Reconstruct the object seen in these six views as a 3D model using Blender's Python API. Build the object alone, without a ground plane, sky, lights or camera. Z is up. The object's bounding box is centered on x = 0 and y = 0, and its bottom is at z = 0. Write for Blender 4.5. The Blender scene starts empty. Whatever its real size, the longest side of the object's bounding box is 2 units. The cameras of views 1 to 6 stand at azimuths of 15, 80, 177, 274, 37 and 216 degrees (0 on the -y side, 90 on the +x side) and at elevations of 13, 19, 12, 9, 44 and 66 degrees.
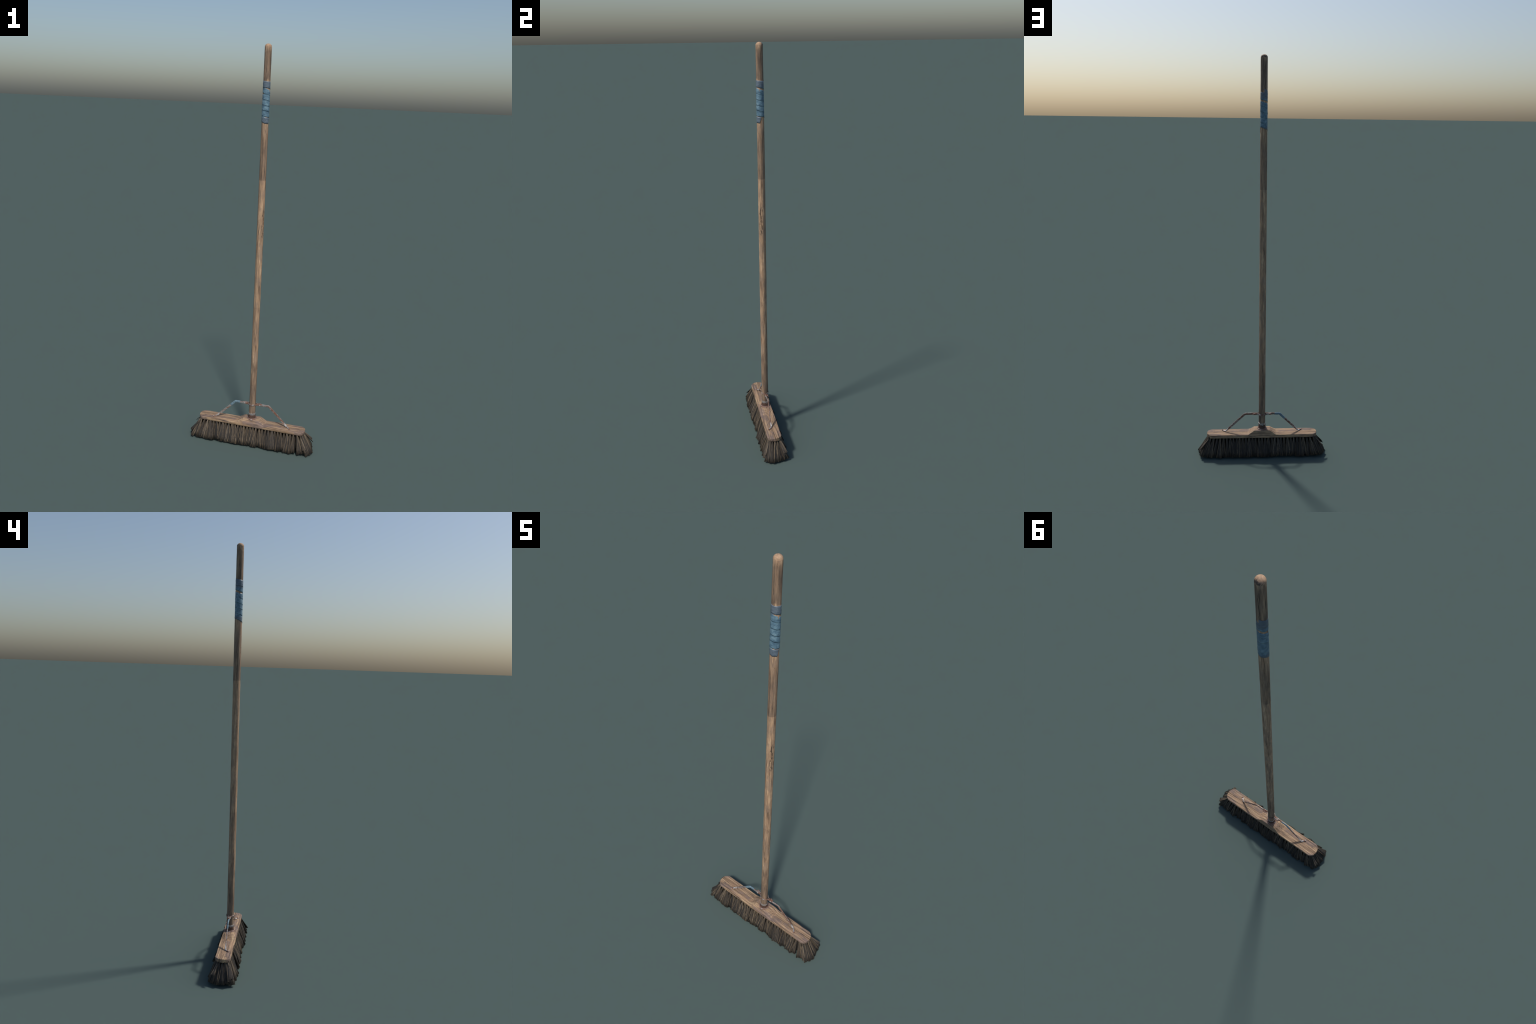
"""Old wooden push broom: block with flared bristle tufts, rusty socket and brace, taped pole."""
import bpy, bmesh, math, random
from mathutils import Vector, Matrix, noise

rng = random.Random(7)
scene = bpy.context.scene


# ------------------------------------------------------------------ helpers
def link(obj, parent=None):
    scene.collection.objects.link(obj)
    if parent is not None:
        obj.parent = parent
    return obj


def mesh_object(name, verts, faces, parent, mats, smooth=True, mat_index=None):
    me = bpy.data.meshes.new(name)
    me.from_pydata([tuple(v) for v in verts], [], faces)
    for m in (mats if isinstance(mats, (list, tuple)) else [mats]):
        me.materials.append(m)
    if mat_index is not None:
        me.polygons.foreach_set("material_index", mat_index)
    me.polygons.foreach_set("use_smooth", [smooth] * len(me.polygons))
    me.update()
    return link(bpy.data.objects.new(name, me), parent)


def clean(obj, angle=None, merge=1e-6):
    bm = bmesh.new()
    bm.from_mesh(obj.data)
    bmesh.ops.remove_doubles(bm, verts=bm.verts, dist=merge)
    bmesh.ops.dissolve_degenerate(bm, edges=bm.edges, dist=1e-7)
    bmesh.ops.recalc_face_normals(bm, faces=bm.faces)
    if angle is not None:
        for e in bm.edges:
            if len(e.link_faces) == 2 and e.calc_face_angle(0) > angle:
                e.smooth = False
    bm.to_mesh(obj.data)
    bm.free()
    return obj


def smoothstep(a, b, x):
    t = max(0.0, min(1.0, (x - a) / (b - a)))
    return t * t * (3 - 2 * t)


def polyline(points, x):
    """Piecewise linear function through (x, y) control points."""
    if x <= points[0][0]:
        return points[0][1]
    for (x0, y0), (x1, y1) in zip(points, points[1:]):
        if x <= x1:
            return y0 + (y1 - y0) * (x - x0) / (x1 - x0)
    return points[-1][1]


def lathe(profile, seg, closed_top=True, closed_bottom=True, wobble=0.0):
    """Turn (radius, z) pairs round the z axis."""
    verts, faces = [], []
    for i, (r, z) in enumerate(profile):
        for k in range(seg):
            a = 2 * math.pi * k / seg
            rr = r
            if wobble and r > 1e-4:
                rr += wobble * noise.noise(Vector((math.cos(a) * 1.6, math.sin(a) * 1.6, z * 22)))
            verts.append((rr * math.cos(a), rr * math.sin(a), z))
    for i in range(len(profile) - 1):
        for k in range(seg):
            a, b = i * seg + k, i * seg + (k + 1) % seg
            faces.append((a, b, b + seg, a + seg))
    if closed_bottom:
        faces.append(tuple(reversed(range(seg))))
    if closed_top:
        n = (len(profile) - 1) * seg
        faces.append(tuple(range(n, n + seg)))
    return verts, faces


def sweep_bar(stations, chamfer=0.22):
    """Flat bar through stations (centre, wide axis, thin axis, width, thickness), chamfered edges."""
    verts, faces = [], []
    for c, wa, ta, w, t in stations:
        c, wa, ta = Vector(c), Vector(wa).normalized(), Vector(ta).normalized()
        k = min(w, t) * chamfer
        a, b = w / 2, t / 2
        for u, v in ((a, b - k), (a - k, b), (-a + k, b), (-a, b - k), (-a, -b + k), (-a + k, -b), (a - k, -b), (a, -b + k)):
            verts.append(c + wa * u + ta * v)
    n = len(stations)
    for i in range(n - 1):
        for k in range(8):
            a, b = i * 8 + k, i * 8 + (k + 1) % 8
            faces.append((a, b, b + 8, a + 8))
    faces.append(tuple(range(8)))
    faces.append(tuple((n - 1) * 8 + k for k in range(8)))
    return verts, faces


# ------------------------------------------------------------------ node helpers
class Graph:
    def __init__(self, name):
        self.mat = bpy.data.materials.new(name)
        self.mat.use_nodes = True
        self.nt = self.mat.node_tree
        self.bsdf = self.nt.nodes["Principled BSDF"]
        self.tc = self.nt.nodes.new("ShaderNodeTexCoord")
        self.obj = self.tc.outputs["Object"]
        sep = self.nt.nodes.new("ShaderNodeSeparateXYZ")
        self.nt.links.new(self.obj, sep.inputs[0])
        self.x, self.y, self.z = sep.outputs

    def put(self, socket, v):
        if isinstance(v, bpy.types.NodeSocket):
            self.nt.links.new(v, socket)
        else:
            socket.default_value = (*v, 1) if isinstance(v, tuple) and len(v) == 3 and socket.type == 'RGBA' else v

    def math(self, op, a, b=0.0, c=0.0, clamp=False):
        n = self.nt.nodes.new("ShaderNodeMath")
        n.operation, n.use_clamp = op, clamp
        for s, v in zip(n.inputs, (a, b, c)):
            self.put(s, v)
        return n.outputs[0]

    def mapped(self, scale, shift=(0, 0, 0), vec=None):
        n = self.nt.nodes.new("ShaderNodeMapping")
        self.put(n.inputs["Vector"], vec or self.obj)
        n.inputs["Scale"].default_value = scale
        n.inputs["Location"].default_value = shift
        return n.outputs[0]

    def noise(self, scale=(1, 1, 1), shift=(0, 0, 0), detail=4, rough=0.55, dist=0.0, vec=None):
        n = self.nt.nodes.new("ShaderNodeTexNoise")
        self.put(n.inputs["Vector"], self.mapped(scale, shift, vec))
        n.inputs["Scale"].default_value = 1.0
        n.inputs["Detail"].default_value = detail
        n.inputs["Roughness"].default_value = rough
        n.inputs["Distortion"].default_value = dist
        return n.outputs[0]

    def ramp(self, fac, stops, mode='LINEAR'):
        n = self.nt.nodes.new("ShaderNodeValToRGB")
        n.color_ramp.interpolation = mode
        el = n.color_ramp.elements
        while len(el) < len(stops):
            el.new(0.5)
        for e, (p, c) in zip(el, stops):
            e.position = p
            e.color = (*c, 1) if isinstance(c, tuple) else (c, c, c, 1)
        self.put(n.inputs[0], fac)
        return n.outputs[0]

    def window(self, v, lo, hi, soft):
        """1 between lo and hi, falling to 0 over soft."""
        up = self.step(v, lo, soft)
        down = self.math('SUBTRACT', 1.0, self.step(v, hi, soft))
        return self.math('MULTIPLY', up, down)

    def step(self, v, at, soft):
        n = self.nt.nodes.new("ShaderNodeMapRange")
        n.interpolation_type = 'SMOOTHSTEP'
        self.put(n.inputs[0], v)
        n.inputs[1].default_value, n.inputs[2].default_value = at - soft, at + soft
        return n.outputs[0]

    def mix(self, fac, a, b, mode='MIX'):
        n = self.nt.nodes.new("ShaderNodeMix")
        n.data_type, n.blend_type = 'RGBA', mode
        self.put(n.inputs[0], fac)
        self.put(n.inputs[6], a)
        self.put(n.inputs[7], b)
        return n.outputs[2]

    def bump(self, height, strength=0.4, dist=0.001):
        n = self.nt.nodes.new("ShaderNodeBump")
        n.inputs["Strength"].default_value = strength
        n.inputs["Distance"].default_value = dist
        self.put(n.inputs["Height"], height)
        return n.outputs[0]

    def out(self, color, rough=0.7, metal=0.0, normal=None, spec=0.3):
        self.put(self.bsdf.inputs["Base Color"], color)
        self.put(self.bsdf.inputs["Roughness"], rough)
        self.put(self.bsdf.inputs["Metallic"], metal)
        self.bsdf.inputs["Specular IOR Level"].default_value = spec
        if normal is not None:
            self.put(self.bsdf.inputs["Normal"], normal)
        return self.mat


# ------------------------------------------------------------------ materials
def handle_wood():
    g = Graph("weathered_pole_wood")
    fibre = g.noise((150, 150, 9), detail=5, rough=0.68)
    fine = g.noise((420, 420, 14), (3, 1, 2), detail=3, rough=0.6)
    blotch = g.noise((55, 55, 22), (4, 2, 9), detail=5, rough=0.65)
    col = g.ramp(fibre, [(0.33, (0.120, 0.083, 0.058)), (0.44, (0.300, 0.196, 0.124)), (0.53, (0.430, 0.286, 0.180)), (0.64, (0.580, 0.402, 0.255))])
    col = g.mix(g.ramp(blotch, [(0.47, 0.0), (0.60, 0.70)]), col, g.mix(g.ramp(fine, [(0.3, 0.0), (0.7, 1.0)]), (0.190, 0.140, 0.104), (0.360, 0.262, 0.192)))
    # reddish streaks
    red = g.noise((110, 110, 14), (8, 8, 1), detail=3)
    col = g.mix(g.ramp(red, [(0.55, 0.0), (0.75, 0.5)]), col, (0.43, 0.245, 0.145))
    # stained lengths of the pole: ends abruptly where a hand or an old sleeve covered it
    zz = g.math('ADD', g.z, g.math('MULTIPLY', g.math('SUBTRACT', blotch, 0.5), 0.10))
    stain_up = g.math('MULTIPLY', g.step(g.z, 1.3775, 0.0012), g.math('SUBTRACT', 1.0, g.step(zz, 1.60, 0.06)))
    stain_top = g.window(zz, 1.83, 1.972, 0.010)
    stain_low = g.window(zz, 0.385, 0.455, 0.03)
    stain_foot = g.math('SUBTRACT', 1.0, g.step(zz, 0.40, 0.12))
    stain_mid = g.math('MULTIPLY', g.math('SUBTRACT', 1.0, g.step(g.z, 0.7435, 0.0012)), g.step(zz, 0.68, 0.05))
    stain = g.math('MAXIMUM', g.math('MULTIPLY', stain_up, 0.62), g.math('MULTIPLY', stain_top, 0.88))
    stain = g.math('MAXIMUM', stain, g.math('MAXIMUM', g.math('MULTIPLY', stain_low, 0.60), g.math('MAXIMUM', g.math('MULTIPLY', stain_foot, 0.85), g.math('MULTIPLY', stain_mid, 0.30))))
    stain = g.math('MULTIPLY', stain, g.ramp(g.noise((60, 60, 9), (1, 7, 3), detail=3), [(0.3, 0.45), (0.6, 1.0)]))
    col = g.mix(stain, col, g.mix(g.ramp(fibre, [(0.38, 0.0), (0.62, 1.0)]), (0.085, 0.064, 0.052), (0.190, 0.138, 0.098)))
    # thin fibres split open
    split = g.noise((260, 260, 5.0), (11, 5, 0), detail=2, rough=0.5, dist=0.2)
    split = g.math('MULTIPLY', g.ramp(split, [(0.28, 1.0), (0.36, 0.0)]), g.ramp(g.noise((40, 40, 8), (2, 9, 4), detail=2), [(0.42, 0.0), (0.55, 1.0)]))
    # long cracks: (azimuth, from z, to z, half width)
    wob = g.math('SUBTRACT', g.noise((20, 20, 26), (6, 6, 6), detail=3), 0.5)
    cracks = split
    for az, z0, z1, hw in ((-5, 1.845, 1.975, 0.0007), (190, 1.85, 1.95, 0.0009), (272, 1.39, 1.52, 0.0008), (60, 1.19, 1.235, 0.0013),
                           (66, 1.10, 1.15, 0.0010), (74, 0.95, 1.09, 0.0004), (12, 0.40, 0.46, 0.0006), (20, 0.60, 0.66, 0.0006), (30, 1.60, 1.64, 0.0006), (345, 1.56, 1.60, 0.0005)):
        a = math.radians(az)
        t = g.math('ADD', g.math('MULTIPLY', g.x, math.cos(a)), g.math('MULTIPLY', g.y, math.sin(a)))
        n = g.math('SUBTRACT', g.math('MULTIPLY', g.x, math.sin(a)), g.math('MULTIPLY', g.y, math.cos(a)))
        t = g.math('ABSOLUTE', g.math('ADD', t, g.math('MULTIPLY', wob, 0.012)))
        line = g.math('SUBTRACT', 1.0, g.step(t, hw, hw * 0.5))
        line = g.math('MULTIPLY', line, g.math('GREATER_THAN', n, 0.004))
        line = g.math('MULTIPLY', line, g.window(g.z, z0, z1, 0.012))
        cracks = g.math('MAXIMUM', cracks, line)
    # dark bark-like scars round an old knot
    a = math.radians(64)
    front = g.math('SUBTRACT', g.math('MULTIPLY', g.x, math.sin(a)), g.math('MULTIPLY', g.y, math.cos(a)))
    scar = g.math('MULTIPLY', g.step(front, 0.0145, 0.0012), g.window(g.z, 1.105, 1.235, 0.015))
    scar = g.math('MULTIPLY', scar, g.ramp(g.noise((170, 170, 55), (5, 5, 2), detail=3, dist=0.6), [(0.52, 0.0), (0.57, 1.0)]))
    specks = g.ramp(g.noise((240, 240, 60), (1, 9, 4), detail=2), [(0.69, 0.0), (0.73, 0.7)])
    cracks = g.math('MAXIMUM', cracks, g.math('MAXIMUM', scar, specks))
    col = g.mix(g.math('MULTIPLY', cracks, 0.85), col, (0.028, 0.022, 0.018))
    h = g.math('SUBTRACT', g.math('MULTIPLY', fibre, 0.6), g.math('MULTIPLY', cracks, 0.8))
    return g.out(col, g.ramp(fibre, [(0.2, 0.75), (0.8, 0.6)]), 0.0, g.bump(h, 0.5, 0.0012), 0.25)


def tip_wood():
    g = Graph("bare_end_grain_wood")
    n = g.noise((160, 160, 160), detail=4)
    col = g.ramp(n, [(0.3, (0.30, 0.195, 0.125)), (0.5, (0.41, 0.27, 0.172)), (0.75, (0.48, 0.33, 0.215))])
    dirt = g.math('MULTIPLY', g.step(g.y, 0.0085, 0.003), g.ramp(g.noise((220, 120, 60), (5, 1, 1), detail=3), [(0.45, 0.0), (0.56, 0.85)]))
    col = g.mix(dirt, col, (0.06, 0.05, 0.045))
    return g.out(col, 0.65, 0.0, g.bump(n, 0.3, 0.001), 0.25)


def block_wood():
    g = Graph("weathered_block_wood")
    # growth rings round an axis along the plank, so that the raised hub cuts them into arcs
    warp = g.math('MULTIPLY', g.math('SUBTRACT', g.noise((6, 30, 30), detail=3), 0.5), 0.016)
    ry = g.math('ADD', g.y, 0.016)
    rz = g.math('SUBTRACT', g.z, 0.085)
    d = g.math('SQRT', g.math('ADD', g.math('MULTIPLY', ry, ry), g.math('MULTIPLY', rz, rz)))
    d = g.math('ADD', d, warp)
    ring = g.math('ADD', g.math('MULTIPLY', g.math('SINE', g.math('MULTIPLY', d, 900.0)), 0.5), 0.5)
    fibre = g.noise((5, 125, 34), detail=6, rough=0.66)
    fine = g.noise((24, 420, 150), (3, 2, 1), detail=3)
    tone = g.math('ADD', g.math('MULTIPLY', fibre, 0.93), g.math('MULTIPLY', ring, 0.07))
    col = g.ramp(tone, [(0.34, (0.080, 0.057, 0.041)), (0.43, (0.215, 0.142, 0.090)), (0.53, (0.345, 0.231, 0.144)), (0.65, (0.510, 0.365, 0.220))])
    patch = g.noise((9, 26, 20), (2, 5, 3), detail=6, rough=0.66)
    pm = g.ramp(patch, [(0.495, 0.0), (0.575, 0.80)])
    col = g.mix(pm, col, g.mix(g.ramp(fine, [(0.3, 0.0), (0.7, 1.0)]), (0.115, 0.090, 0.084), (0.265, 0.190, 0.162)))
    grime = g.noise((22, 60, 60), (6, 2, 7), detail=5, rough=0.7)
    col = g.mix(g.ramp(grime, [(0.54, 0.0), (0.68, 0.62)]), col, (0.105, 0.082, 0.066))
    pink = g.noise((15, 60, 60), (7, 1, 8), detail=3)
    col = g.mix(g.ramp(pink, [(0.55, 0.0), (0.72, 0.5)]), col, (0.34, 0.195, 0.118))
    # dirt hugging the socket
    r = g.math('SQRT', g.math('ADD', g.math('MULTIPLY', g.x, g.x), g.math('MULTIPLY', g.y, g.y)))
    hub = g.math('MULTIPLY', g.math('SUBTRACT', 1.0, g.step(r, 0.030, 0.010)), g.ramp(g.noise((40, 60, 60), (1, 1, 5), detail=3), [(0.35, 0.1), (0.65, 0.8)]))
    col = g.mix(hub, col, (0.15, 0.105, 0.085))
    # split grain lines
    split = g.noise((5, 250, 70), (9, 4, 2), detail=3, rough=0.5, dist=0.25)
    split = g.math('MULTIPLY', g.ramp(split, [(0.37, 1.0), (0.435, 0.0)]), g.ramp(g.noise((9, 50, 50), (3, 8, 1), detail=2), [(0.40, 0.0), (0.49, 1.0)]))
    split = g.math('MULTIPLY', split, g.math('SUBTRACT', 1.0, g.math('MULTIPLY', g.window(g.math('ABSOLUTE', g.x), 0.044, 0.073, 0.006), 0.9)))
    col = g.mix(g.math('MULTIPLY', split, 0.85), col, (0.034, 0.026, 0.022))
    h = g.math('SUBTRACT', tone, split)
    return g.out(col, 0.7, 0.0, g.bump(h, 0.5, 0.0014), 0.25)


def rust_metal(name, bare=0.5, dark=False, brightness=1.0):
    g = Graph(name)
    n1 = g.noise((34, 90, 60), (2, 3, 4), detail=5, rough=0.68)
    n2 = g.noise((330, 330, 330), detail=3)
    rust = g.ramp(n2, [(0.3, (0.085, 0.045, 0.033)), (0.55, (0.195, 0.098, 0.066)), (0.75, (0.29, 0.165, 0.115))])
    if dark:
        rust = g.ramp(n2, [(0.3, (0.042, 0.026, 0.020)), (0.55, (0.105, 0.055, 0.038)), (0.75, (0.19, 0.105, 0.075))])
    metal = g.ramp(n2, [(0.3, (0.270, 0.248, 0.235)), (0.7, (0.50, 0.475, 0.455))])
    worn = g.math('MULTIPLY', g.window(g.math('ABSOLUTE', g.x), 0.177, 0.1925, 0.004), 0.16)  # sun glint at the leg ends, painted by whitening the metal colour
    n1 = g.math('ADD', n1, worn)
    m = g.ramp(n1, [(bare - 0.05, 0.0), (bare + 0.05, 1.0)])
    metal = g.mix(g.math('MULTIPLY', worn, 3.5), metal, (0.74, 0.72, 0.71))
    col = g.mix(m, rust, metal)
    return g.out(col, g.ramp(m, [(0, 0.78), (1, 0.45)]), g.math('MULTIPLY', m, 0.55), g.bump(g.math('ADD', n2, g.math('MULTIPLY', m, 0.6)), 0.4, 0.0006), 0.4)


def socket_metal():
    g = Graph("rusty_socket_metal")
    n1 = g.noise((110, 110, 70), detail=4, rough=0.6)
    n2 = g.noise((300, 300, 300), (4, 4, 4), detail=3)
    rust = g.ramp(n2, [(0.3, (0.040, 0.024, 0.019)), (0.55, (0.090, 0.048, 0.034)), (0.8, (0.20, 0.108, 0.076))])
    metal = g.ramp(n2, [(0.3, (0.25, 0.235, 0.225)), (0.7, (0.48, 0.46, 0.45))])
    wav = g.math('ADD', g.z, g.math('MULTIPLY', g.math('SUBTRACT', n1, 0.5), 0.035))
    band = g.math('MULTIPLY', g.window(wav, 0.1590, 0.180, 0.0016), g.ramp(g.noise((160, 160, 120), (7, 2, 2), detail=3), [(0.36, 0.15), (0.46, 1.0)]))
    chips = g.math('MULTIPLY', g.math('SUBTRACT', 1.0, g.step(g.z, 0.1395, 0.001)), g.ramp(n1, [(0.53, 0.0), (0.57, 1.0)]))
    m = g.math('MAXIMUM', band, chips)
    ring = g.math('SUBTRACT', 1.0, g.step(g.z, 0.1402, 0.0006))
    rust = g.mix(g.math('MULTIPLY', ring, 0.8), rust, g.ramp(n2, [(0.35, (0.13, 0.072, 0.053)), (0.65, (0.31, 0.180, 0.135))]))
    col = g.mix(m, rust, metal)
    return g.out(col, g.ramp(m, [(0, 0.7), (1, 0.4)]), g.math('MULTIPLY', m, 0.5), g.bump(n2, 0.4, 0.0006), 0.4)


def tape_blue(name, dull=0.0):
    g = Graph(name)
    n1 = g.noise((52, 52, 75), detail=6, rough=0.68)
    n2 = g.noise((260, 260, 420), (2, 2, 2), detail=3)
    col = g.ramp(n1, [(0.33, (0.052, 0.100, 0.145)), (0.5, (0.110, 0.200, 0.268)), (0.66, (0.205, 0.315, 0.370))])
    # sun-bleached outer turns, greyer than the rest
    zz = g.math('ADD', g.z, g.math('MULTIPLY', g.math('SUBTRACT', n1, 0.5), 0.004))
    faded = g.math('MAXIMUM', g.step(zz, 1.801, 0.0025), g.math('MULTIPLY', g.step(zz, 1.60, 0.001), g.math('SUBTRACT', 1.0, g.step(zz, 1.671, 0.002))))
    col = g.mix(g.math('MULTIPLY', faded, 0.85), col, g.ramp(n1, [(0.3, (0.080, 0.106, 0.138)), (0.7, (0.135, 0.160, 0.192))]))
    col = g.mix(dull, col, (0.175, 0.245, 0.280))
    scuff = g.noise((500, 500, 130), (9, 3, 3), detail=2)
    col = g.mix(g.ramp(scuff, [(0.62, 0.0), (0.78, 0.35)]), col, (0.30, 0.35, 0.38))
    grime = g.noise((70, 70, 240), (4, 8, 1), detail=4, rough=0.6)
    col = g.mix(g.ramp(grime, [(0.60, 0.0), (0.72, 0.6)]), col, (0.050, 0.062, 0.075))
    bare = g.noise((120, 120, 150), (7, 7, 3), detail=3)
    col = g.mix(g.ramp(bare, [(0.70, 0.0), (0.73, 0.85)]), col, (0.26, 0.165, 0.105))
    return g.out(col, 0.42, 0.0, g.bump(g.math('ADD', n1, g.math('MULTIPLY', n2, 0.35)), 0.4, 0.0015), 0.45)


def bristle(name, dark=False):
    g = Graph(name)
    geo = g.nt.nodes.new("ShaderNodeNewGeometry")
    info = g.nt.nodes.new("ShaderNodeObjectInfo")
    r = geo.outputs["Random Per Island"]
    if dark:
        rib = g.noise((900, 900, 30), detail=3)
        col = g.ramp(rib, [(0.42, (0.018, 0.018, 0.019)), (0.60, (0.065, 0.053, 0.041))])
        return g.out(col, 0.7, 0.0, None, 0.2)
    base = g.ramp(r, [(0.0, (0.021, 0.022, 0.025)), (0.46, (0.038, 0.036, 0.035)), (0.53, (0.096, 0.074, 0.051)), (0.74, (0.152, 0.115, 0.077)), (0.80, (0.245, 0.186, 0.122)), (1.0, (0.35, 0.275, 0.190))])
    streak = g.noise((300, 300, 60), detail=3)
    base = g.mix(g.ramp(streak, [(0.40, 0.0), (0.62, 0.55)]), base, (0.045, 0.041, 0.039))
    tint = g.ramp(info.outputs["Random"], [(0.0, (0.74, 0.73, 0.73)), (0.5, (0.98, 0.97, 0.95)), (0.93, (1.12, 1.09, 1.04)), (1.0, (1.45, 1.47, 1.50))])
    col = g.mix(1.0, base, tint, 'MULTIPLY')
    return g.out(col, 0.55, 0.0, None, 0.3)


M_POLE, M_TIP, M_BLOCK = handle_wood(), tip_wood(), block_wood()
M_BRACE = rust_metal("rusty_brace_metal", 0.53)
M_FOOT = rust_metal("worn_foot_metal", 0.44)
M_NUT = rust_metal("rusty_nut_metal", 0.62)
M_SOCKET, M_TAPE = socket_metal(), tape_blue("blue_cloth_tape")
M_BRISTLE, M_CORE = bristle("stiff_bristle"), bristle("packed_bristle_core", True)

# ------------------------------------------------------------------ the broom
broom = bpy.data.objects.new("push_broom", None)
broom.empty_display_size = 0.1
link(broom)
broom["label"] = "old wooden push broom with dark bristles, rusty brace and blue-taped pole"
broom["category"] = "push broom"

# ---- pole -----------------------------------------------------------------
TIP_Z = 1.9857


def pole_radius(z):
    return polyline([(0.12, 0.0170), (0.35, 0.0168), (1.6, 0.0167), (2.0, 0.0163)], z)


def pole_shape(x, y, z):
    """The pole is a little deeper than wide and sits a hair to the back of the socket's centre."""
    k = polyline([(0.12, 1.015), (0.9, 1.030), (1.4, 1.045), (1.95, 1.012), (2.0, 1.010)], z)
    dy = polyline([(0.15, 0.0), (0.3, -0.0004), (0.75, -0.0003), (0.95, 0.0), (1.4, 0.0006), (1.9, 0.0002), (2.0, 0.0)], z)
    dx = polyline([(0.15, 0.0), (0.3, 0.0004), (0.75, 0.0002), (1.0, 0.0)], z)
    return (x + dx, y * k + dy, z)


rings = [(pole_radius(z), z) for z in [0.118 + (TIP_Z - 0.118) * i / 380 for i in range(381)]]
v, f = lathe(rings, 40, closed_top=False, wobble=0.0004)
# shallow long gouges along the worn pole
out = []
for p in v:
    a = math.atan2(p[1], p[0])
    gouge = noise.noise(Vector((math.cos(a) * 4.5, math.sin(a) * 4.5, p[2] * 9 + 3)))
    k = 1 - 0.020 * smoothstep(0.25, 0.6, gouge) * (1 if p[2] < TIP_Z - 0.004 else 0)
    out.append(pole_shape(p[0] * k, p[1] * k, p[2]))
handle = mesh_object("handle", out, f, broom, M_POLE)
edge = out[-40:]
# rounded top, its border on the pole's last ring
tv, tf = list(edge), []
for i in range(1, 8):
    t = i / 8 * math.pi / 2
    for p in edge:
        k = math.cos(t) ** 0.92
        tv.append((p[0] * k, p[1] * k, TIP_Z + 0.0143 * math.sin(t) + 0.0003 * noise.noise(Vector(p) * 120 + Vector((0, 0, i)))))
tv.append((0, 0, 2.0))
for i in range(7):
    for k in range(40):
        a, b = i * 40 + k, i * 40 + (k + 1) % 40
        tf.append((a, b, b + 40, a + 40))
for k in range(40):
    tf.append((7 * 40 + k, 7 * 40 + (k + 1) % 40, len(tv) - 1))
mesh_object("handle_tip", tv, tf, handle, M_TIP)

# ---- tape wound round the pole as one descending helix ----------------------
LOWER_EDGE = [(185, 1.8100), (274, 1.8078), (375, 1.8040), (440, 1.8008), (540, 1.7929), (615, 1.7877), (700, 1.7775), (735, 1.7756), (1095, 1.7484),
              (1455, 1.7235), (1815, 1.7005), (2175, 1.6736), (2300, 1.6697), (2340, 1.6654), (2415, 1.6580), (2500, 1.6467), (2535, 1.6431), (2625, 1.6425)]
WIDTH = [(185, 0.0345), (274, 0.0291), (375, 0.0297), (540, 0.0358), (620, 0.033), (715, 0.029), (738, 0.0250), (800, 0.0232), (860, 0.0222), (900, 0.0225), (1000, 0.0210), (1040, 0.0225),
         (1085, 0.0305), (2400, 0.0315), (2500, 0.0297), (2535, 0.0287), (2625, 0.0262)]
ACROSS, STEP = 7, 2.5


def tape_ribbon():
    verts, faces = [], []
    n = int((2615 - 185) / STEP)
    for i in range(n + 1):
        a = 185 + STEP * i
        lo = polyline(LOWER_EDGE, a)
        hi = lo + polyline(WIDTH, a)
        lo += 0.0014 * noise.noise(Vector((a * 0.030, 0, 1))) + 0.0004 * noise.noise(Vector((a * 0.17, 0, 2)))
        hi += 0.0006 * noise.noise(Vector((a * 0.05, 0, 5)))
        # torn notches, in the edge of the turn below the gap and lower down
        for na, depth, half in ((790, 0.012, 8), (400, 0.0, 5), (905, 0.0022, 9), (1000, 0.003, 12)):
            hi -= depth * max(0.0, 1 - abs(a - na) / half)
        for na, depth, half in ((2190, 0.004, 5), (560, 0.0025, 10)):
            lo += depth * max(0.0, 1 - abs(a - na) / half)
        for k in range(ACROSS + 1):
            s = k / ACROSS
            z = hi + (lo - hi) * s
            # the loose end is cut on a slant
            aa = a - 26 * s * smoothstep(2560, 2615, a)
            th = math.radians(aa)
            lip = max(0.00010, 0.00022 + 0.00080 * noise.noise(Vector((a * 0.021, 4, 4))))
            r = pole_radius(z) + 0.00040 + lip * s
            r += 0.0011 * max(0, noise.noise(Vector((math.sin(th) * 1.3, math.cos(th) * 1.3, z * 130)))) * smoothstep(0.0, 0.4, s)
            r += 0.0004 * max(0, noise.noise(Vector((math.sin(th) * 4, math.cos(th) * 4, z * 260 + 7)))) * smoothstep(0.2, 0.8, s)
            if a > 2560:
                r += 0.0006 * smoothstep(2560, 2615, a)
            verts.append(pole_shape(r * math.sin(th), -r * math.cos(th), z))
        if i:
            for k in range(ACROSS):
                p, q = (i - 1) * (ACROSS + 1) + k, i * (ACROSS + 1) + k
                faces.append((p, p + 1, q + 1, q))
    return verts, faces


v, f = tape_ribbon()
tape = mesh_object("tape_wrap", v, f, handle, M_TAPE)
sol = tape.modifiers.new("thickness", 'SOLIDIFY')
sol.thickness, sol.offset = 0.00032, 0.0
clean(tape, merge=1e-7)

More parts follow.
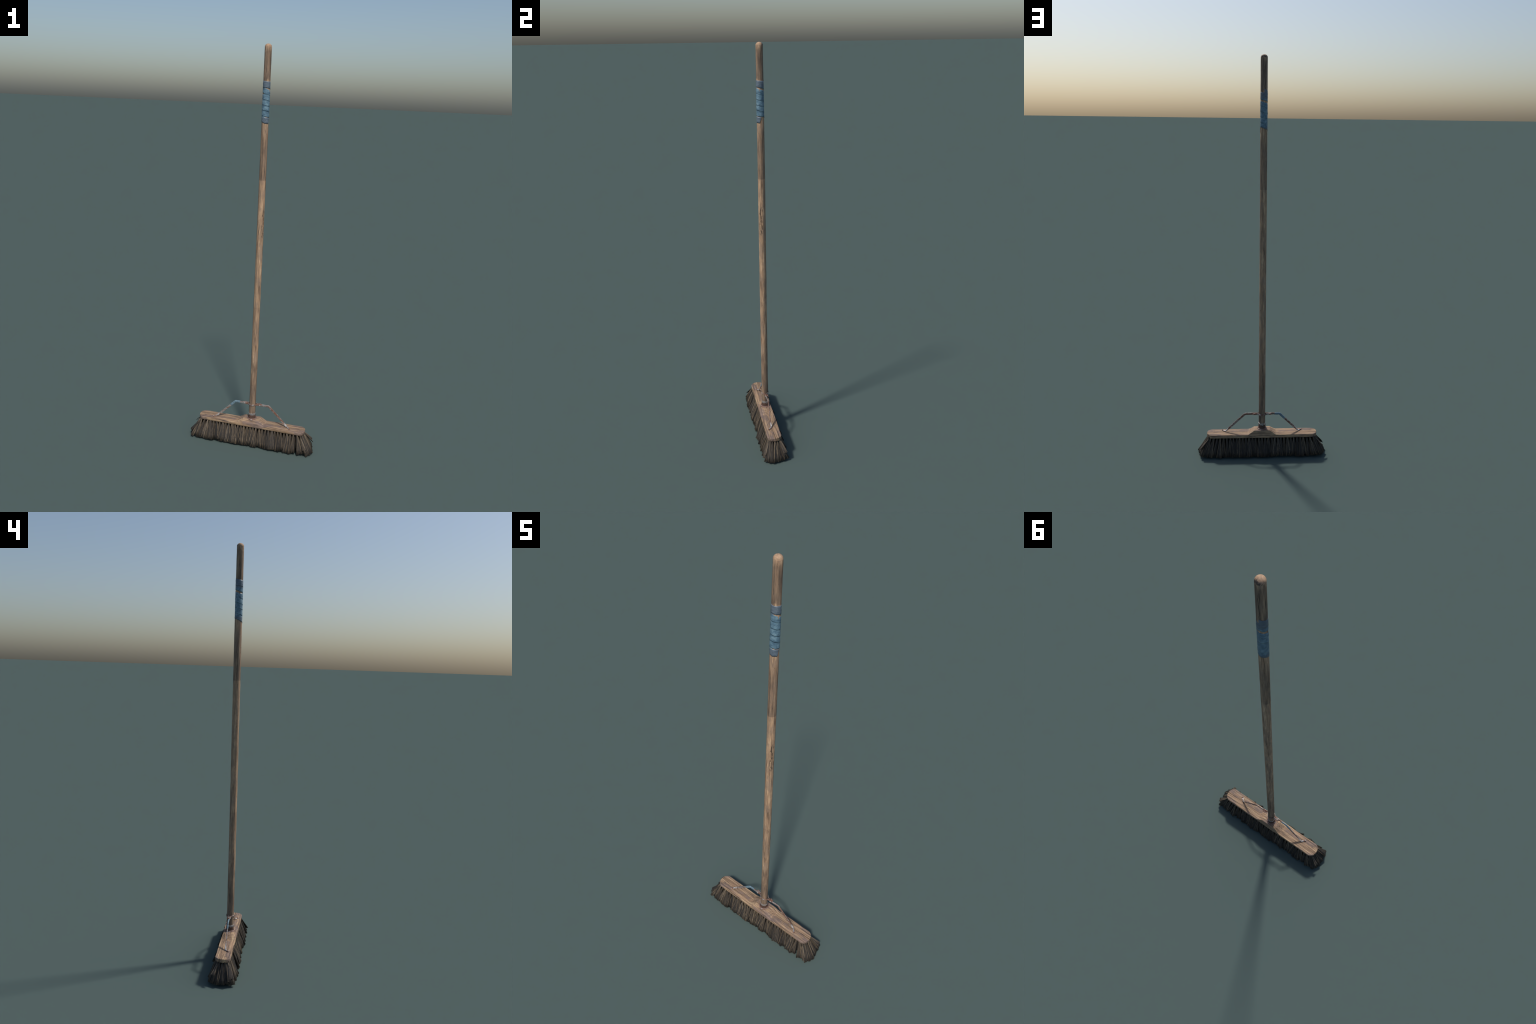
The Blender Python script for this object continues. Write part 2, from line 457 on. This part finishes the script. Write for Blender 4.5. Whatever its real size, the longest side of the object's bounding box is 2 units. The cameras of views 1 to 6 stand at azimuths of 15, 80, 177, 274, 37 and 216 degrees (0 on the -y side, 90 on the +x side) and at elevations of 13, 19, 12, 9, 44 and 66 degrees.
# ---- socket: flange and sleeve ---------------------------------------------
prof = [(0.0170, 0.1320), (0.0238, 0.1330), (0.0246, 0.1350), (0.0245, 0.1378), (0.0236, 0.1392), (0.0212, 0.1396), (0.0194, 0.1408),
        (0.0188, 0.1440), (0.0186, 0.1520), (0.0183, 0.1600), (0.0182, 0.1630), (0.0184, 0.1638), (0.0184, 0.1660), (0.0180, 0.1676), (0.0170, 0.1680)]
v, f = lathe(prof, 40, closed_top=False, closed_bottom=False, wobble=0.0006)
v = [(p[0], p[1] * 1.01, p[2]) for p in v]
clean(mesh_object("socket", v, f, broom, M_SOCKET), math.radians(50))

# ---- wooden block -----------------------------------------------------------
HALF_L, HALF_W, Z_BOT, Z_TOP, Z_HUB = 0.2845, 0.0362, 0.0975, 0.1155, 0.1357


def hub_rise(x, y):
    """The raised middle: full height at the back, sinking towards the front edge."""
    ax = abs(x)
    ramp = 1 - max(0.0, min(1.0, (ax - 0.0405) / 0.0315))
    ramp = ramp * 0.93 + 0.07 * ramp * ramp * (3 - 2 * ramp)
    back = 0.32 + 0.68 * smoothstep(-0.0375, -0.018, y)
    return (Z_HUB - Z_TOP) * ramp * back


def plan_half_width(u):
    return polyline([(0.0, HALF_W), (0.2595, HALF_W), (0.2660, 0.0340), (0.2735, 0.0290), (0.2805, 0.0212), (0.2838, 0.0090), (HALF_L, 0.0)], abs(u) * HALF_L)


def block_mesh():
    us = []
    ends = [HALF_L, 0.2838, 0.2825, 0.2815, 0.2805, 0.2770, 0.2735, 0.2700, 0.2660]
    us = [-x / HALF_L for x in ends] + [(-0.2595 + 0.519 * i / 160) / HALF_L for i in range(161)] + [x / HALF_L for x in reversed(ends)]
    top_n = 16
    edge_r = 0.0026
    ring_def = []
    # bottom, from back to front
    for k in range(5):
        ring_def.append((edge_r, 1 - 2 * k / 4, 'bot', 0.0))
    for j in range(1, 4):
        t = j / 3 * math.pi / 2
        ring_def.append((edge_r * (1 - math.sin(t)), -1, 'bot', edge_r * (1 - math.cos(t))))
    for k in range(1, 4):
        ring_def.append((0.0, -1, 'side', k / 4))
    for j in range(0, 4):
        t = j / 3 * math.pi / 2
        ring_def.append((edge_r * (1 - math.cos(t)), -1, 'top', edge_r * (1 - math.sin(t))))
    for k in range(1, top_n):
        ring_def.append((edge_r, -1 + 2 * k / top_n, 'top', 0.0))
    for j in range(0, 4):
        t = (3 - j) / 3 * math.pi / 2
        ring_def.append((0.0013 * (1 - math.cos(t)), 1, 'top', 0.0013 * (1 - math.sin(t))))
    for k in range(3, 0, -1):
        ring_def.append((0.0, 1, 'side', k / 4))
    for j in range(3, 0, -1):
        t = j / 3 * math.pi / 2
        ring_def.append((edge_r * (1 - math.sin(t)), 1, 'bot', edge_r * (1 - math.cos(t))))
    m = len(ring_def)
    verts, faces = [], []
    for u in us:
        w = plan_half_width(u)
        for d, s, kind, q in ring_def:
            x = u * (HALF_L - d)
            y = s * w * (HALF_W - d) / HALF_W
            if s < 0:
                y *= 0.965
            if kind == 'bot' and s < 0:
                y *= 0.96
            top = Z_TOP + hub_rise(x, y) - 0.0012 * smoothstep(0.016, 0.036, -y)
            if s > 0 and kind != 'bot':
                # the back of the hub leans in towards its top
                lean_in = 0.34 * hub_rise(x, 0.03) * s
                y -= lean_in * (1.0 if kind == 'top' else q)
            if kind == 'bot':
                z = Z_BOT + q
            elif kind == 'side':
                z = Z_BOT + edge_r + (top - Z_BOT - 2 * edge_r) * q
            else:
                z = top - q
            p = Vector((x, y, z))
            # weathered surface: long shallow dips along the grain and a worn edge
            g = noise.noise(Vector((x * 9, y * 70, z * 70)))
            e = noise.noise(Vector((x * 26 + 5, y * 22, z * 22)))
            if kind == 'top':
                p.z += 0.0006 * g - 0.0004 * abs(e)
            if kind != 'bot' or q > 0:
                p.y += s * 0.0006 * e if abs(s) == 1 else 0
            verts.append(p)
    for i in range(len(us) - 1):
        for k in range(m):
            a, b = i * m + k, i * m + (k + 1) % m
            faces.append((a, b, b + m, a + m))
    return verts, faces


v, f = block_mesh()
block = clean(mesh_object("brush_block", v, f, broom, M_BLOCK), math.radians(40), 2e-6)

# ---- bristle tufts ------------------------------------------------------------
TUFT_L = 0.104


def boxy(a):
    """Unit circle pushed towards a rectangle: the foot of a worn bunch has corners."""
    c, s = math.cos(a), math.sin(a)
    return math.copysign(abs(c) ** 0.48, c), math.copysign(abs(s) ** 0.48, s)


def tuft_mesh(index):
    """A bunch of stiff bristles: narrow where it leaves the block, flared to a flat-cut foot."""
    r = random.Random(100 + index)
    verts, faces, mats = [], [], []
    rx, ry = r.uniform(0.0150, 0.0205), r.uniform(0.0070, 0.0105)
    twist = r.uniform(-0.5, 0.5)
    # packed core
    seg, levels = 16, 6
    for i in range(levels):
        t = i / (levels - 1)
        flare = t ** 1.02
        for k in range(seg):
            a = 2 * math.pi * k / seg
            rib = 1 - 0.14 * (k % 2) * (0.4 + 0.6 * t)
            bx, by = boxy(a)
            x = (0.0024 + (rx * 0.84 - 0.0024) * flare) * bx * rib
            y = (0.0024 + (ry * 0.84 - 0.0024) * flare) * by * rib
            verts.append((x, y, -TUFT_L * 0.965 * t))
        if i:
            for k in range(seg):
                p, q = (i - 1) * seg + k, (i - 1) * seg + (k + 1) % seg
                faces.append((q, p, p + seg, q + seg))
                mats.append(1)
    faces.append(tuple(reversed(range((levels - 1) * seg, levels * seg))))
    mats.append(1)
    # separate bristles: most of them on the outside of the bunch
    for b in range(105):
        a = r.uniform(0, 2 * math.pi)
        q = r.random() ** 0.35
        if b % 5 == 0:
            q *= 0.7
        x0, y0 = 0.0028 * q * math.cos(a), 0.0028 * q * math.sin(a)
        a2 = a + r.uniform(-0.42, 0.42) + twist * 0.25
        bx, by = boxy(a2)
        x1, y1 = rx * q * bx, ry * q * by
        bend = r.uniform(-0.0016, 0.0016)
        length = TUFT_L * (1 - 0.035 * r.random() ** 2)
        rad = r.uniform(0.00045, 0.00085)
        start = len(verts)
        lv = 5
        for i in range(lv):
            t = i / (lv - 1)
            fl = t ** 1.02
            cx = x0 + (x1 - x0) * fl + bend * math.sin(a) * math.sin(math.pi * t)
            cy = y0 + (y1 - y0) * fl - bend * math.cos(a) * math.sin(math.pi * t)
            rr = rad * (0.8 + 0.45 * t)
            for k in range(4):
                an = a + math.pi / 2 * k + 0.5
                verts.append((cx + rr * math.cos(an), cy + rr * math.sin(an), -length * t))
            if i:
                for k in range(4):
                    p, s = start + (i - 1) * 4 + k, start + (i - 1) * 4 + (k + 1) % 4
                    faces.append((s, p, p + 4, s + 4))
                    mats.append(0)
        e = start + (lv - 1) * 4
        faces.append((e + 3, e + 2, e + 1, e))
        mats.append(0)
    me = bpy.data.meshes.new("tuft")
    me.from_pydata(verts, [], faces)
    me.materials.append(M_BRISTLE)
    me.materials.append(M_CORE)
    me.polygons.foreach_set("material_index", mats)
    me.polygons.foreach_set("use_smooth", [True] * len(faces))
    me.update()
    return me


tuft_kinds = [tuft_mesh(i) for i in range(16)]
ROOT_Z = 0.0995


def place_tuft(x, y, lean_x, lean_y, reach=1.0, thin=1.0, tangent=None, span=None):
    """lean_x, lean_y: how far the foot moves per unit of drop."""
    kind = rng.randrange(len(tuft_kinds))
    me = tuft_kinds[kind]
    axis = Vector((lean_x, lean_y, -1)).normalized()
    down = -axis
    ref = Vector((1, 0, 0)) if tangent is None else Vector(tangent)
    side = (ref - down * ref.dot(down)).normalized()
    other = down.cross(side)
    spin = rng.uniform(-0.40, 0.40) + (math.pi if rng.random() < 0.5 else 0)
    rot = Matrix((side, other, down)).transposed().to_4x4() @ Matrix.Rotation(spin, 4, 'Z')
    sx = rng.uniform(0.88, 1.15) * (0.62 if span else 1.0)
    # stop the lowest corner of the foot at the floor
    drop = max((rot @ (Vector((vv.co.x * sx, vv.co.y, 0)))).z * -1 for vv in me.vertices)
    room = ROOT_Z - drop - rng.random() ** 1.6 * 0.007
    length = min(room / -axis.z, 0.118) * reach
    length = span or length
    ob = bpy.data.objects.new("tuft", me)
    link(ob, block)
    ob.matrix_local = Matrix.Translation((x, y, ROOT_Z)) @ rot @ Matrix.Diagonal((sx, rng.uniform(0.9, 1.1) * thin, length / TUFT_L, 1))


def end_lean(x):
    return math.copysign(0.46 * smoothstep(0.20, 0.285, abs(x)), x)


PITCH = 0.01650
for row_y, shift, count, lean in ((-0.0275, 0.0, 33, -0.285), (0.0280, 0.0, 33, 0.30), (-0.0120, 0.0, 31, -0.13), (0.0120, 0.0, 31, 0.13), (0.0, 0.5, 30, 0.0)):
    for i in range(count):
        x = (i - (count - 1) / 2) * PITCH + rng.uniform(-0.0012, 0.0012)
        place_tuft(x, row_y + rng.uniform(-0.001, 0.001), end_lean(x) * 0.85 + rng.uniform(-0.09, 0.09), lean + rng.choice((0.05, 0.05, 0.085)) * rng.uniform(-1, 1))
# fan of tufts round each end
for sgn in (-1, 1):
    for y, lx, ly in ((-0.0225, 0.44, -0.27), (-0.012, 0.52, -0.14), (0.0, 0.55, 0.0), (0.012, 0.52, 0.14), (0.0225, 0.44, 0.27)):
        place_tuft(sgn * (0.2745 - 0.1 * abs(y)), y, sgn * lx + rng.uniform(-0.04, 0.04), ly + rng.uniform(-0.05, 0.05), tangent=(-ly * sgn, 0.55, 0))
# a few thin bunches bent right out at the corners, given by where their tips end
for x, y, tx, ty, tz in ((0.268, 0.026, 0.318, 0.046, 0.044), (0.266, 0.022, 0.322, 0.044, 0.034), (-0.266, -0.026, -0.318, -0.048, 0.034), (-0.268, 0.020, -0.318, 0.040, 0.050),
                         (0.262, -0.028, 0.306, -0.060, 0.020), (-0.270, -0.018, -0.322, -0.040, 0.026), (0.262, -0.026, 0.298, -0.058, 0.034)):
    d = Vector((tx - x, ty - y, tz - ROOT_Z))
    place_tuft(x, y, d.x / -d.z, d.y / -d.z, 1.0, 0.22, (-d.y, d.x, 0), d.length * 0.97)
# single tufts of the front row kicked out further than their neighbours
for x in (-0.092, -0.147, -0.218, 0.12):
    place_tuft(x, -0.030, rng.uniform(-0.06, 0.06), -0.40, 0.93, 0.5)

# ---- brace ---------------------------------------------------------------------
BZ, BAR_W, BAR_T = 0.2152, 0.0104, 0.0040


def brace_path():
    """Stations of the long strap: foot tab, leg, shoulder, half turn in front of the pole, and the same on the other side."""
    half = []
    up, dy = Vector((0, 0, 1)), Vector((0, 1, 0))
    tab = Vector((-0.2043, -0.0182, 0.1178))
    foot = Vector((-0.1885, -0.0018, 0.1190))
    bend = Vector((-0.0905, 0.0, BZ))
    along = (foot - tab).normalized()
    across = along.cross(up).normalized()
    half.append((tab - along * 0.0032, across, up, 0.0050, 0.0026))
    half.append((tab - along * 0.0015, across, up, 0.0078, 0.0030))
    half.append((tab, across, up, 0.0086, 0.0030))
    half.append((tab + along * 0.0035, across, up, 0.0080, 0.0032))
    half.append((tab.lerp(foot, 0.55), across, up, 0.0072, 0.0034))
    leg = (bend - foot).normalized()
    wide = Vector((-leg.z, 0, leg.x))
    half.append((foot + Vector((-0.002, -0.0008, 0.0002)), (across * 0.75 + wide * 0.45), (up * 0.8 + dy * 0.5), 0.0074, 0.0038))
    half.append((foot + leg * 0.004, (wide + dy * 0.6), dy - wide * 0.6, 0.0080, 0.0040))
    half.append((foot + leg * 0.020, wide + dy * 0.25, dy - wide * 0.25, 0.0090, BAR_T))
    half.append((foot + leg * 0.040, wide, dy, BAR_W, BAR_T))
    half.append((foot.lerp(bend, 0.5), wide, dy, BAR_W, BAR_T))
    half.append((foot.lerp(bend, 0.955), wide, dy, BAR_W, BAR_T))
    half.append((bend + Vector((0.0003, 0, -0.0004)), wide + up, dy, BAR_W * 1.03, BAR_T))
    half.append((bend + Vector((0.006, 0, 0)), up, dy, BAR_W, BAR_T))
    half.append(((-0.060, -0.0010, BZ), up, dy, BAR_W, BAR_T))
    half.append(((-0.044, -0.0018, BZ), up, dy, BAR_W, BAR_T * 0.9))
    half.append(((-0.029, -0.0024, BZ), up, dy, BAR_W * 0.95, 0.0036))
    half.append(((-0.0235, -0.0036, BZ - 0.0001), up, Vector((0.35, 1, 0)), BAR_W * 0.85, 0.0030))
    for deg in range(200, 271, 10):
        a = math.radians(deg)
        if deg < 205:
            continue
        n = Vector((math.cos(a), math.sin(a), 0))
        half.append((n * 0.0187 + Vector((0, 0, BZ - 0.0004)), up, -n, 0.0070, 0.0022))
    full = list(half)
    for c, wa, ta, w, t in reversed(half[:-1]):
        c, wa, ta = Vector(c), Vector(wa), Vector(ta)
        if 0.05 < abs(c.x) < 0.13:
            c = c + Vector((0.0026, 0, 0))
        full.append((Vector((-c.x, c.y, c.z)), Vector((-wa.x, wa.y, wa.z)), Vector((-ta.x, ta.y, ta.z)), w, t))
    return full


v, f = sweep_bar(brace_path())
brace = clean(mesh_object("brace", v, f, broom, M_BRACE), math.radians(35))

# rear clamp strap
st = []
for s in (-1, 1):
    part = [((s * 0.0500, 0.0030, BZ), (0, 0, 1), (0, 1, 0), 0.0070, 0.0026), ((s * 0.0485, 0.0030, BZ), (0, 0, 1), (0, 1, 0), BAR_W * 0.92, 0.0028),
            ((s * 0.032, 0.0030, BZ), (0, 0, 1), (0, 1, 0), BAR_W * 0.92, 0.0028), ((s * 0.0240, 0.0048, BZ), (0, 0, 1), (-s * 0.35, 1, 0), BAR_W * 0.92, 0.0028)]
    arc = [(Vector((s * math.cos(math.radians(d)), math.sin(math.radians(d)), 0)) * 0.0191 + Vector((0, 0, BZ)), (0, 0, 1),
            (s * math.cos(math.radians(d)), math.sin(math.radians(d)), 0), 0.0085, 0.0026) for d in range(28, 91, 10)]
    if s < 0:
        st += part + arc
    else:
        st += [x for x in reversed(part + arc)]
clamp = clean(mesh_object("clamp_strap", *sweep_bar(st), brace, M_BRACE), math.radians(35))


def bolt_parts(name, x):
    """Bolt with a round head in front and a wing nut behind."""
    v, f = lathe([(0.0, -0.0040), (0.0030, -0.0038), (0.0042, -0.0026), (0.0044, -0.0012), (0.0022, -0.0010), (0.0022, 0.0085), (0.0, 0.0090)], 12, False, False)
    b = mesh_object("bolt", v, f, brace, M_FOOT)
    b.matrix_local = Matrix.Translation((x, -0.0030, BZ - 0.0012)) @ Matrix.Rotation(-math.pi / 2, 4, 'X')
    clean(b, math.radians(50), 1e-5)
    v, f = lathe([(0.0044, 0.0), (0.0042, 0.0030), (0.0030, 0.0042), (0.0, 0.0044)], 10, False, True)
    base = len(v)
    # two wings
    for s in (-1, 1):
        pts = [(s * 0.0028, 0.0006), (s * 0.0074, 0.0040), (s * 0.0084, 0.0066), (s * 0.0066, 0.0074), (s * 0.0020, 0.0036)]
        n0 = len(v)
        for dz in (-0.0013, 0.0013):
            v += [(px, dz - 0.35 * abs(px) * 0.5, pz) for px, pz in pts]
        f.append(tuple(range(n0, n0 + 5)))
        f.append(tuple(range(n0 + 9, n0 + 4, -1)))
        for k in range(5):
            f.append((n0 + k, n0 + (k + 1) % 5, n0 + 5 + (k + 1) % 5, n0 + 5 + k))
    w = mesh_object("wing_nut", v, f, brace, M_NUT, smooth=False)
    w.matrix_local = Matrix.Translation((x, 0.0042, BZ + 0.0008)) @ Matrix.Rotation(-math.pi / 2, 4, 'X') @ Matrix.Rotation(0.2 * (1 if x > 0 else -1), 4, 'Z')
    clean(w, math.radians(50), 1e-6)


for x in (-0.0405, 0.0405):
    bolt_parts("bolt", x)

# foot screws
for s in (-1, 1):
    v, f = lathe([(0.0036, 0.0), (0.0035, 0.0012), (0.0024, 0.0022), (0.0, 0.0025)], 14, False, True)
    sc = mesh_object("foot_screw", v, f, brace, M_FOOT if s < 0 else M_NUT)
    sc.matrix_local = Matrix.Translation((s * 0.2038, -0.0177, 0.1188))
    clean(sc, math.radians(60), 1e-6)

# blue tape round one shoulder of the brace
leg = (Vector((-0.0905, 0, BZ)) - Vector((-0.1885, -0.0018, 0.1190))).normalized()
wide = Vector((-leg.z, 0, leg.x))
b0 = Vector((-0.0905, 0, BZ))
stations = []
for i in range(27):
    t = -0.036 + 0.0605 * i / 26
    if t < -0.004:
        c, wa = b0 + leg * t, wide
    elif t > 0.004:
        c, wa = b0 + Vector((t, 0, 0)), Vector((0, 0, 1))
    else:
        q = (t + 0.004) / 0.008
        c = (b0 + leg * -0.004).lerp(b0 + Vector((0.004, 0, 0)), q) + Vector((0, 0, 0.0006 * math.sin(q * math.pi)))
        wa = wide.lerp(Vector((0, 0, 1)), q)
    lump = noise.noise(Vector((t * 150, 3, 1)))
    wrap = ((t + 0.036) / 0.0125) % 1.0
    c = Vector(c) + Vector((0, -0.0006 * wrap, 0.0004 * lump))
    stations.append((c, wa, (0, 1, 0.1 * lump), 0.0112 + 0.0018 * lump + 0.0018 * wrap, 0.0052 + 0.0008 * lump + 0.0012 * wrap))
clean(mesh_object("tape_patch", *sweep_bar(stations, 0.3), brace, tape_blue("dull_blue_tape", 0.55)), math.radians(70))
